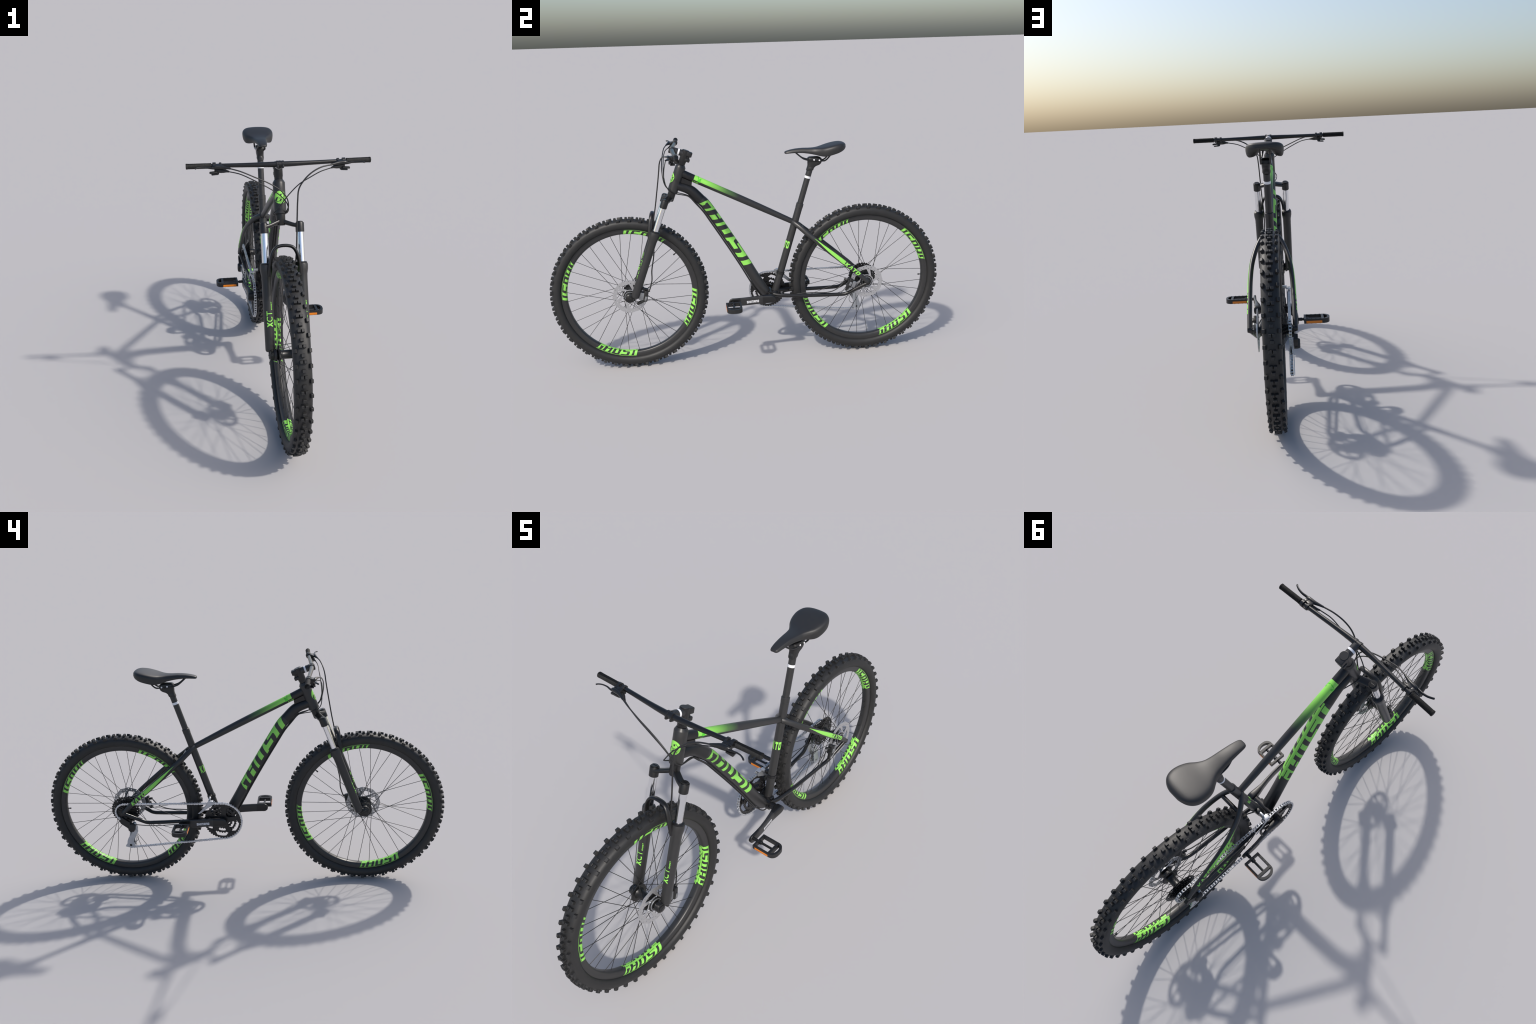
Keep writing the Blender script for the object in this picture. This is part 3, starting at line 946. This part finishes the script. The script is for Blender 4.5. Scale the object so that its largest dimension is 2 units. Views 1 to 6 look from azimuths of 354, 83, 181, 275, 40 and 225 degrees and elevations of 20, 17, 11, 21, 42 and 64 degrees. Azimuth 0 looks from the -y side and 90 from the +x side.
box((.070, .520, .415), (.016, .040, .010), g, .003, Matrix.Rotation(-.6, 3, 'X'))
box((.074, .500, .376), (.014, .016, .038), g, .003, Matrix.Rotation(-.25, 3, 'X'))
cyl((.068, .503, .412), (.060, .486, .418), .006, 14, g)
cal_r = add("brake_caliper", g.mesh("brake_caliper"), M_PLASTIC, frame)
g = box((.073, .532, .390), (.014, .022, .036), None, .003, Matrix.Rotation(-.35, 3, 'X'))
box((.0838, .514, .396), (.003, .012, .020), g, .001, Matrix.Rotation(-.5, 3, 'X'))
box((.082, .510, .366), (.006, .030, .007), g, .002, Matrix.Rotation(.45, 3, 'X'))
add("caliper_plate", g.mesh("caliper_plate"), M_CALIPER, cal_r)

# ---------------- cockpit
cock = empty("cockpit", bike)
rotS = Matrix((V((1, 0, 0)), HF, HA)).transposed()    # local x, forwards, up the steerer
g = lathe([(0, .0170), (.010, .0172), (.012, .0185), (.070, .0185), (.0705, .0172), (.0715, .0172), (.073, .0160)], on_steer(1.040), HA, 40)
box(on_steer(1.0945) - HF * .0170, (.034, .034, .0235), g, .004, rotS, 3)
box(on_steer(1.0665) - HF * .0150, (.034, .034, .0165), g, .004, rotS, 3)
cyl(on_steer(1.065) - HF * .016, on_steer(1.09) - HF * .016, .012, 20, g)
stem = add("stem", g.mesh("stem"), M_PLASTIC, cock)
BC = V((0, -.3495, 1.1125))
p0 = on_steer(1.0900)
dir_ = (BC - p0).normalized()
g = cyl(p0, BC - dir_ * .004, .0158, 36)
ext = add("stem_extension", g.mesh("stem_extension"), M_CHAR, stem)
mid = p0.lerp(BC, .50)
g = lathe([(-.0042, .0159), (-.0041, .0163), (.0041, .0163), (.0042, .0159)], mid, dir_, 36)
add("stem_band", g.mesh("stem_band"), M_WHITE, stem)
g = lathe([(-.0160, .0125), (-.0152, .0145), (-.0070, .0145), (-.0062, .0130), (.0062, .0130), (.0070, .0145), (.0152, .0145), (.0160, .0125)], BC, (1, 0, 0), 32)
for sd in (1, -1):
    box(BC + dir_ * .008 + V((.0110 * sd, 0, -.007)), (.0080, .016, .020), g, .002, rotS)
add("bar_clamp", g.mesh("bar_clamp"), M_SATIN, stem)
# handlebar: straight, slightly swept back
bar = Sweep([(-.372, -.330, 1.1125), (-.25, -.3345, 1.1125), (-.12, -.3440, 1.1125), (-.035, -.3490, 1.1125), (.035, -.3490, 1.1125), (.12, -.3440, 1.1125), (.25, -.3345, 1.1125), (.372, -.330, 1.1125)],
            [.0082, .0082, .0092, .0110, .0110, .0092, .0082, .0082], 6)
hb = add("handlebar", bar.geo(segs=32).mesh("handlebar"), M_BLACK, cock)
def bar_y(x):
    x = abs(x)
    return -.3345 + (.25 - x) * -.073 if x < .25 else -.330 - (.372 - x) * .0369
for sd in (1, -1):
    a = V((.273 * sd, bar_y(.273), 1.1125)); b = V((.3745 * sd, -.3299, 1.1125))
    d = (b - a).normalized(); L = (b - a).length
    prof = [(0, .0100), (.001, .0116), (.006, .0116), (.0065, .0109)]
    x = .0085
    while x < L - .010:
        prof += [(x, .0109), (x + .0008, .0112), (x + .0022, .0112), (x + .0030, .0109)]
        x += .0042
    prof += [(L - .008, .0109), (L - .007, .0116), (L - .001, .0116), (L, .0105)]
    g = lathe(prof, a, d, 28)
    add("grip", g.mesh("grip", 40), M_GRIP2, cock)
    # brake lever: clamp, body, blade
    cx = .262
    c = V((cx * sd, bar_y(cx), 1.1125))
    g = lathe([(-.007, .0112), (-.006, .0138), (.006, .0138), (.007, .0112)], c, (1, 0, 0), 28)
    box(c + V((0, -.015, -.001)), (.013, .014, .016), g, .002)
    body = Sweep([(.270 * sd, -.362, 1.112), (.260 * sd, -.363, 1.1130), (.238 * sd, -.366, 1.1130), (.216 * sd, -.3735, 1.1110), (.200 * sd, -.3795, 1.1090)],
                 [(.0060, .0065), (.0085, .0095), (.0078, .0080), (.0052, .0052), (.0036, .0036)], 5)
    body.geo(g, 18)
    box((.245 * sd, -.352, 1.1130), (.026, .022, .013), g, .004, Matrix.Rotation(.2, 3, 'X'))
    lev = add("brake_lever", g.mesh("brake_lever"), M_SATIN, cock)
    blade = Sweep([(.262 * sd, -.366, 1.1095), (.276 * sd, -.3665, 1.1105), (.296 * sd, -.3640, 1.1130), (.316 * sd, -.3665, 1.1145), (.331 * sd, -.3730, 1.1145), (.338 * sd, -.3780, 1.1130)],
                  [(.0045, .0052), (.0034, .0050), (.0028, .0045), (.0026, .0042), (.0026, .0040), (.0026, .0040)], 5)
    add("lever_blade", blade.geo(segs=14).mesh("lever_blade"), M_SATIN, lev)
    gb = cyl((.2625 * sd, -.3625, 1.112), (.2625 * sd, -.3625, 1.1195), .0035, 14)
    add("bolt", gb.mesh("bolt"), M_SILVER, lev)
    # gear shifter pod with two paddles
    g = lathe([(-.005, .0112), (-.004, .0130), (.004, .0130), (.005, .0112)], (.238 * sd, bar_y(.238), 1.1125), (1, 0, 0), 24)
    pod = Sweep([(.262 * sd, -.350, 1.0990), (.246 * sd, -.352, 1.0985), (.228 * sd, -.357, 1.0970), (.213 * sd, -.364, 1.0955), (.206 * sd, -.368, 1.0945)],
                [(.008, .0085), (.0115, .0095), (.010, .0078), (.0050, .0045), (.0038, .0036)], 5)
    pod.geo(g, 18)
    box((.238 * sd, -.343, 1.1000), (.012, .016, .014), g, .003)
    sh = add("gear_shifter", g.mesh("gear_shifter"), M_PLASTIC, cock)
    g = box((.267 * sd, -.3600, 1.0915), (.032, .012, .0085), None, .0028, Matrix.Rotation(.08 * sd, 3, 'Y'))
    box((.261 * sd, -.3480, 1.0825), (.028, .022, .0065), g, .0022, Matrix.Rotation(.06 * sd, 3, 'Y'))
    box((.251 * sd, -.3500, 1.0870), (.014, .014, .012), g, .003)
    add("shift_paddle", g.mesh("shift_paddle"), M_PLASTIC, sh)

# ---------------- cables
def cable(pts, r=.0025):
    s = Sweep(pts, [r] * len(pts), 8)
    return add("cable", s.geo(segs=10).mesh("cable", 80), M_CABLE, bike)
def under_dt(s, x, off=.0036):
    p = dt.pos(s, 180, off)
    return (x, p.y, p.z)
LD = dt.L[-1]
run = [LD * k for k in (.13, .20, .28, .36, .46, .56, .66, .76, .86, .94)]
# drive-side brake hose: round the head tube, under the down tube, along the non-drive stay
cable([(-.202, -.379, 1.1090), (-.160, -.391, 1.0980), (-.111, -.398, 1.0770), (-.052, -.403, 1.0500), (-.005, -.405, 1.0190), (.020, -.402, .9860), (.0275, -.396, .9550),
       (.0250, -.384, .9320), (.018, -.352, .9030)] + [under_dt(s, .008) for s in run] +
      [(.010, .085, .312), (.020, .130, .322), (.040, .200, .344), (.056, .300, .354), (.068, .400, .354), (.068, .455, .375), (.064, .485, .410)], .0026)
# drive-side gear cable
cable([(-.207, -.368, 1.0945), (-.165, -.384, 1.0870), (-.120, -.393, 1.0670), (-.065, -.397, 1.0370), (-.015, -.398, 1.0040), (.017, -.395, .9700), (.0290, -.386, .9380),
       (.0270, -.362, .9130), (.012, -.330, .8960)] + [under_dt(s, -.001, .0065) for s in run] +
      [(-.010, .085, .314), (-.030, .140, .328), (-.060, .240, .332), (-.080, .360, .332), (-.087, .460, .330), (-.088, .530, .335), (-.088, .556, .338)], .0022)
# other gear cable, crossing in front of the head tube
cable([(.207, -.368, 1.0945), (.160, -.380, 1.0840), (.118, -.385, 1.0640), (.070, -.391, 1.0370), (.027, -.396, .9960), (-.009, -.396, .9500), (-.030, -.385, .9220), (-.028, -.352, .9020)] +
      [under_dt(s, -.009) for s in run] + [(-.012, .085, .316), (-.014, .128, .335), (-.018, .150, .38), (-.030, .163, .43)], .0022)
# front brake hose down the fork
cable([(.202, -.379, 1.1090), (.160, -.391, 1.1040), (.120, -.403, 1.0870), (.088, -.412, 1.0600), (.066, -.417, 1.0250), (.060, -.424, .9800), (.057, -.434, .9200), (.054, -.446, .8500),
       (.051, -.458, .7900), (.047, -.466, .7300), (.046, -.466, .6700), (.048, -.472, .6000), (.053, -.486, .5300), (.057, -.489, .4800), (.060, -.500, .4400), (.062, -.507, .4260)], .0030)

# ---------------- crankset
crank = empty("crankset", bike)
def crank_paint(sd):
    m = bpy.data.materials.new("crank_paint"); m.use_nodes = True
    nt = m.node_tree; bs = nt.nodes["Principled BSDF"]; bs.inputs["Roughness"].default_value = 0.35
    d = (0, -1, 0) if sd > 0 else (0, 1, 0)
    al = axis_mask_node(nt, tuple(BBC), d)
    c = ramp_on(nt, al, .0, .2, [(0.0, BLACK), (.23, BLACK), (.232, CHAR), (.80, CHAR), (.802, BLACK), (1.0, BLACK)])
    nt.links.new(c.outputs["Color"], bs.inputs["Base Color"])
    return m
CRL = .198
for sd in (1, -1):
    # sections along the arm: distance, x centre, x half thickness, half height
    rows = []
    hh = .0208
    path = [(.0, .0790, .0165), (.03, .0800, .0145), (.06, .0840, .0095), (.10, .0910, .0075), (.14, .0965, .0065), (.18, .0990, .0062), (.198, .0990, .0062)]
    def at(s):
        for i in range(len(path) - 1):
            if s <= path[i + 1][0] or i == len(path) - 2:
                t = min(max((s - path[i][0]) / (path[i + 1][0] - path[i][0]), 0), 1)
                t = t
                return [path[i][k] + (path[i + 1][k] - path[i][k]) * t for k in (1, 2)]
    ss_ = []
    for k in range(9):
        a = PI / 2 * (1 - k / 8)
        ss_.append((-hh * math.sin(a), hh * max(math.cos(a), .08)))
    for k in range(1, 16):
        ss_.append((CRL * k / 16, hh))
    for k in range(9):
        a = PI / 2 * k / 8
        ss_.append((CRL + hh * math.sin(a), hh * max(math.cos(a), .08)))
    secs = []
    for s, h in ss_:
        xc, xt = at(min(max(s, 0), CRL))
        ring = []
        for k in range(24):
            t = 2 * PI * k / 24
            a, b = math.cos(t), math.sin(t)
            ring.append(V(((xc + xt * math.copysign(abs(a) ** .45, a)) * sd, BBC.y - s * sd, BBC.z + h * math.copysign(abs(b) ** .45, b))))
        secs.append(ring)
    arm = add("crank_arm", loft(secs).mesh("crank_arm", 45), crank_paint(sd), crank)
    # maker's word on the outer face
    w = word("SHIMaNO", .062, .0125, gap=.24, slant=0.0, t=.3)
    def cp(u, v, sd=sd):
        s = .118 - u if sd > 0 else .118 - u
        dist = .066 + (.062 - u) if sd > 0 else .066 + (.062 - u)
        dist = .128 - u
        if sd < 0:
            dist = .066 + .062 - u
        xc, xt = at(dist)
        return V(((xc + xt + .0006) * sd, BBC.y - dist * sd, BBC.z - .009 + v))
    add("word_graphic", decal(w, cp, .004, .004).mesh("word_graphic"), M_WHITE, arm)
# chainrings
g = Geo()
for R_, teeth, x in ((.0945, 42, -.0680), (.0700, 32, -.0595), (.0500, 22, -.0515)):
    holes = []
    inner = R_ - .0125
    holes.append(circle((0, 0), inner, 60))
    gear(R_, R_ - .0052, teeth, holes, .0030, lambda u, v, w, x=x: V((x + w, BBC.y + u, BBC.z + v)), g)
    # slotted collar inside each ring
    for k in range(5):
        b = math.radians(97 + 72 * k)
        p = []
        for q in range(7):
            a = b - .36 + .72 * q / 6
            p.append(((inner + .001) * math.cos(a), (inner + .001) * math.sin(a)))
        for q in range(7):
            a = b + .20 - .40 * q / 6
            p.append(((inner - .010) * math.cos(a), (inner - .010) * math.sin(a)))
        plate(p, [], .0030, lambda u, v, w, x=x: V((x + w + .0005, BBC.y + u, BBC.z + v)), g)
add("chainring", g.mesh("chainring", 30), M_SATIN, crank)
# five-armed spider
out = []
for k in range(5):
    b = math.radians(97 + 72 * k)
    for a, r in ((-.60, .030), (-.36, .036), (-.20, .058), (-.16, .074), (-.10, .0785), (.10, .0785), (.16, .074), (.20, .058), (.36, .036)):
        out.append((r * math.cos(b + a), r * math.sin(b + a)))
g = plate(out, [], .0060, lambda u, v, w: V((-.0640 + w, BBC.y + u, BBC.z + v)))
for k in range(5):
    b = math.radians(97 + 72 * k)
    cyl((-.070, BBC.y + .0745 * math.cos(b), BBC.z + .0745 * math.sin(b)), (-.058, BBC.y + .0745 * math.cos(b), BBC.z + .0745 * math.sin(b)), .0042, 14, g)
cyl((-.092, BBC.y, BBC.z), (-.045, BBC.y, BBC.z), .0215, 32, g)
add("chainring_spider", g.mesh("chainring_spider", 30), M_SATIN, crank)

# pedals
def pedal(sd):
    p = empty("pedal", crank, (0, BBC.y - CRL * sd, BBC.z + .0015))
    X = lambda x: x * sd
    w = .0375
    outl = [(.128, -w), (.205, -w)]
    for k in range(13):
        a = -PI / 2 + PI * k / 12
        outl.append((.210 + .0285 * math.cos(a), w * (math.copysign(abs(math.sin(a)) ** .75, math.sin(a)))))
    outl += [(.205, w), (.128, w)]
    holes = [[(.136, -w + .0075), (.136, w - .0075), (.202, w - .0075), (.202, -w + .0075)]]
    h3 = []
    for k in range(9):
        a = -PI / 2 * .86 + PI * .86 * k / 8
        h3.append((.2085 + .0205 * math.cos(a), (w - .008) * math.sin(a)))
    holes.append(h3)
    g = plate(outl, holes, .0205, lambda u, v, ww: V((X(u), v, ww)))
    body = add("pedal_cage", g.mesh("pedal_cage", 40), M_PLASTIC, p)
    # small grip teeth on the rails
    g = Geo()
    for x in (.142, .160, .178, .196, .214):
        for y in (-.0335, .0335):
            for z in (-.0105, .0105):
                if x < .21 or True:
                    box((X(x), y * (.93 if x > .21 else 1), z), (.003, .004, .0030), g, .0006, segs=1)
    add("pedal_teeth", g.mesh("pedal_teeth"), M_PLASTIC, p, stuff=True)
    g = cyl((X(.096), 0, 0), (X(.206), 0, 0), .0052, 18)
    cyl((X(.104), 0, 0), (X(.122), 0, 0), .0072, 18, g)
    cyl((X(.126), 0, 0), (X(.148), 0, 0), .0088, 18, g)
    add("pedal_spindle", g.mesh("pedal_spindle"), M_SATIN, p)
    for f in (1, -1):
        g = box((X(.1715), (w - .0008) * f, -.0038), (.068, .0030, .0110), None, .0008, segs=1)
        add("reflector", g.mesh("reflector"), M_ORANGE, p)
pedal(1); pedal(-1)

# ---------------- chain
drive = empty("drivetrain", bike)
CX = -.068
sp_c = V((AX_Y, AX_Z)); sp_r = .0445
cr_c = V((BBC.y, BBC.z)); cr_r = .0965
lp = V((.583, .2165)); up_ = V((.577, .298)); pr = .0165
def arc(c, r, a0, a1, n):
    return [V((c.x + r * math.cos(math.radians(a0 + (a1 - a0) * i / n)), c.y + r * math.sin(math.radians(a0 + (a1 - a0) * i / n)))) for i in range(n + 1)]
path = arc(sp_c, sp_r, -72, 96, 20)          # round the sprocket, over the top, forwards (-y)
path += arc(cr_c, cr_r, 84, 270, 40)         # round the front of the chainring
path += arc(lp, pr, 268, 420, 10)            # lower pulley
path += arc(up_, pr, 240, 110, 8)            # upper pulley
dist = [0.0]
pp = path + [path[0]]
for i in range(1, len(pp)):
    dist.append(dist[-1] + (pp[i] - pp[i - 1]).length)
def along_chain(s):
    s %= dist[-1]
    i = 0
    while dist[i + 1] < s:
        i += 1
    t = (s - dist[i]) / max(dist[i + 1] - dist[i], 1e-9)
    return pp[i].lerp(pp[i + 1], t)
g = Geo()
nlink = int(dist[-1] / .0130 / 2) * 2
link2d = []
for k in range(7):
    a = PI / 2 + PI * k / 6
    link2d.append((-.0065 + .0044 * math.cos(a), .0044 * math.sin(a)))
link2d.append((0, -.0026))
for k in range(7):
    a = -PI / 2 + PI * k / 6
    link2d.append((.0065 + .0044 * math.cos(a), .0044 * math.sin(a)))
link2d.append((0, .0026))
for i in range(nlink):
    s0 = dist[-1] * i / nlink; s1 = dist[-1] * (i + 1) / nlink
    a = along_chain(s0); b = along_chain(s1)
    # the chain leaves the sprocket nearer the wheel only slightly
    c = (a + b) / 2; d = (b - a).normalized(); nrm = V((-d.y, d.x))
    wd = .0050 if i % 2 else .0033
    for sg in (1, -1):
        plate(link2d, [], .0013, lambda u, v, w, c=c, d=d, nrm=nrm, sg=sg, wd=wd: V((CX + sg * wd + w, c.x + d.x * u + nrm.x * v, c.y + d.y * u + nrm.y * v)), g)
    cyl((CX - .0045, a.x, a.y), (CX + .0045, a.x, a.y), .0036, 8, g, ch=0)
add("chain", g.mesh("chain", 40), M_CHAIN, drive, stuff=True)

# rear derailleur
der = empty("gear_mechanism", bike)
g = plate([(.628, .360), (.620, .345), (.590, .322), (.575, .305), (.558, .300), (.550, .318), (.556, .338), (.575, .352), (.600, .368), (.612, .378)], [], .016,
          lambda u, v, w: V((-.0885 + w, u, v)))
box((-.0930, .565, .324), (.024, .032, .040), g, .006, Matrix.Rotation(.3, 3, 'X'), 3)
cyl((-.084, .600, .372), (-.072, .600, .372), .010, 20, g)
add("derailleur_body", g.mesh("derailleur_body"), M_PLASTIC, der)
arm_out = [(.560, .352), (.548, .345), (.5395, .318), (.541, .292), (.556, .268), (.566, .250), (.569, .236), (.561, .214), (.564, .2045), (.590, .2025), (.612, .2085), (.611, .216),
           (.603, .225), (.601, .240), (.594, .258), (.584, .270), (.572, .284), (.568, .300), (.572, .320)]
g = plate(arm_out, [circle((.585, .2165), .0065, 14)], .0030, lambda u, v, w: V((-.0780 + w, u, v)))
inner = [(.566, .298), (.560, .270), (.566, .240), (.563, .214), (.572, .205), (.592, .205), (.603, .214), (.598, .240), (.590, .270), (.588, .300), (.577, .310)]
plate(inner, [circle((.583, .2165), .005, 12)], .0025, lambda u, v, w: V((-.0605 + w, u, v)), g)
box((-.084, .548, .325), (.012, .012, .044), g, .004, Matrix.Rotation(-.15, 3, 'X'))
add("derailleur_cage", g.mesh("derailleur_cage"), M_SILVER, der)
g = Geo()
for c in (lp, up_):
    gear(.0150, .0125, 11, [circle((0, 0), .0075, 16)], .0030, lambda u, v, w, c=c: V((CX + w, c.x + u, c.y + v)), g)
    lathe([(-.003, .0045), (.003, .0045)], (CX, c.x, c.y), (1, 0, 0), 14, g)
    for k in range(3):
        b = 2 * PI * k / 3
        cyl((CX, c.x, c.y), (CX, c.x + .008 * math.cos(b), c.y + .008 * math.sin(b)), .0014, 8, g)
add("jockey_wheel", g.mesh("jockey_wheel", 30), M_SATIN, der)
wl = Sweep([(-.072, .566, .292), (-.073, .548, .272), (-.073, .545, .250), (-.072, .556, .235), (-.071, .568, .232)], [.0012] * 5, 5)
add("cable_loop", wl.geo(segs=8).mesh("cable_loop"), M_SATIN, der)
# front derailleur: cage plates over the chain and clamp on the seat tube
fd = [(.172, .456), (.140, .450), (.1395, .444), (.157, .436), (.185, .419), (.218, .390), (.2275, .391), (.204, .4115), (.180, .438), (.176, .452)]
g = plate(fd, [], .0018, lambda u, v, w: V((-.0765 + w, u, v)))
fd2 = [(.172, .456), (.140, .450), (.140, .436), (.160, .424), (.190, .405), (.214, .385), (.222, .388), (.204, .410), (.180, .438)]
plate(fd2, [], .0018, lambda u, v, w: V((-.0590 + w, u, v)), g)
box((-.066, .160, .4545), (.022, .024, .003), g, .001)
box((-.045, .166, .462), (.030, .010, .014), g, .003)
cyl((-.068, .221, .3885), (-.0585, .221, .3885), .0025, 10, g)
fdo = add("chain_guide", g.mesh("chain_guide"), M_SILVER, der)
g = lathe([(0, .0190), (.001, .0212), (.013, .0212), (.014, .0190)], on_seat(.450), ax_s, 36)
box((-.026, .168, .463), (.022, .020, .020), g, .004)
add("seat_tube_clamp", g.mesh("seat_tube_clamp"), M_SATIN, der)

# apply remaining modifiers
dg = bpy.context.evaluated_depsgraph_get()
ev = sad.evaluated_get(dg)
nm = bpy.data.meshes.new_from_object(ev)
sad.modifiers.clear()
sad.data = nm
sad.data.name = "saddle"
sad.data.shade_smooth()
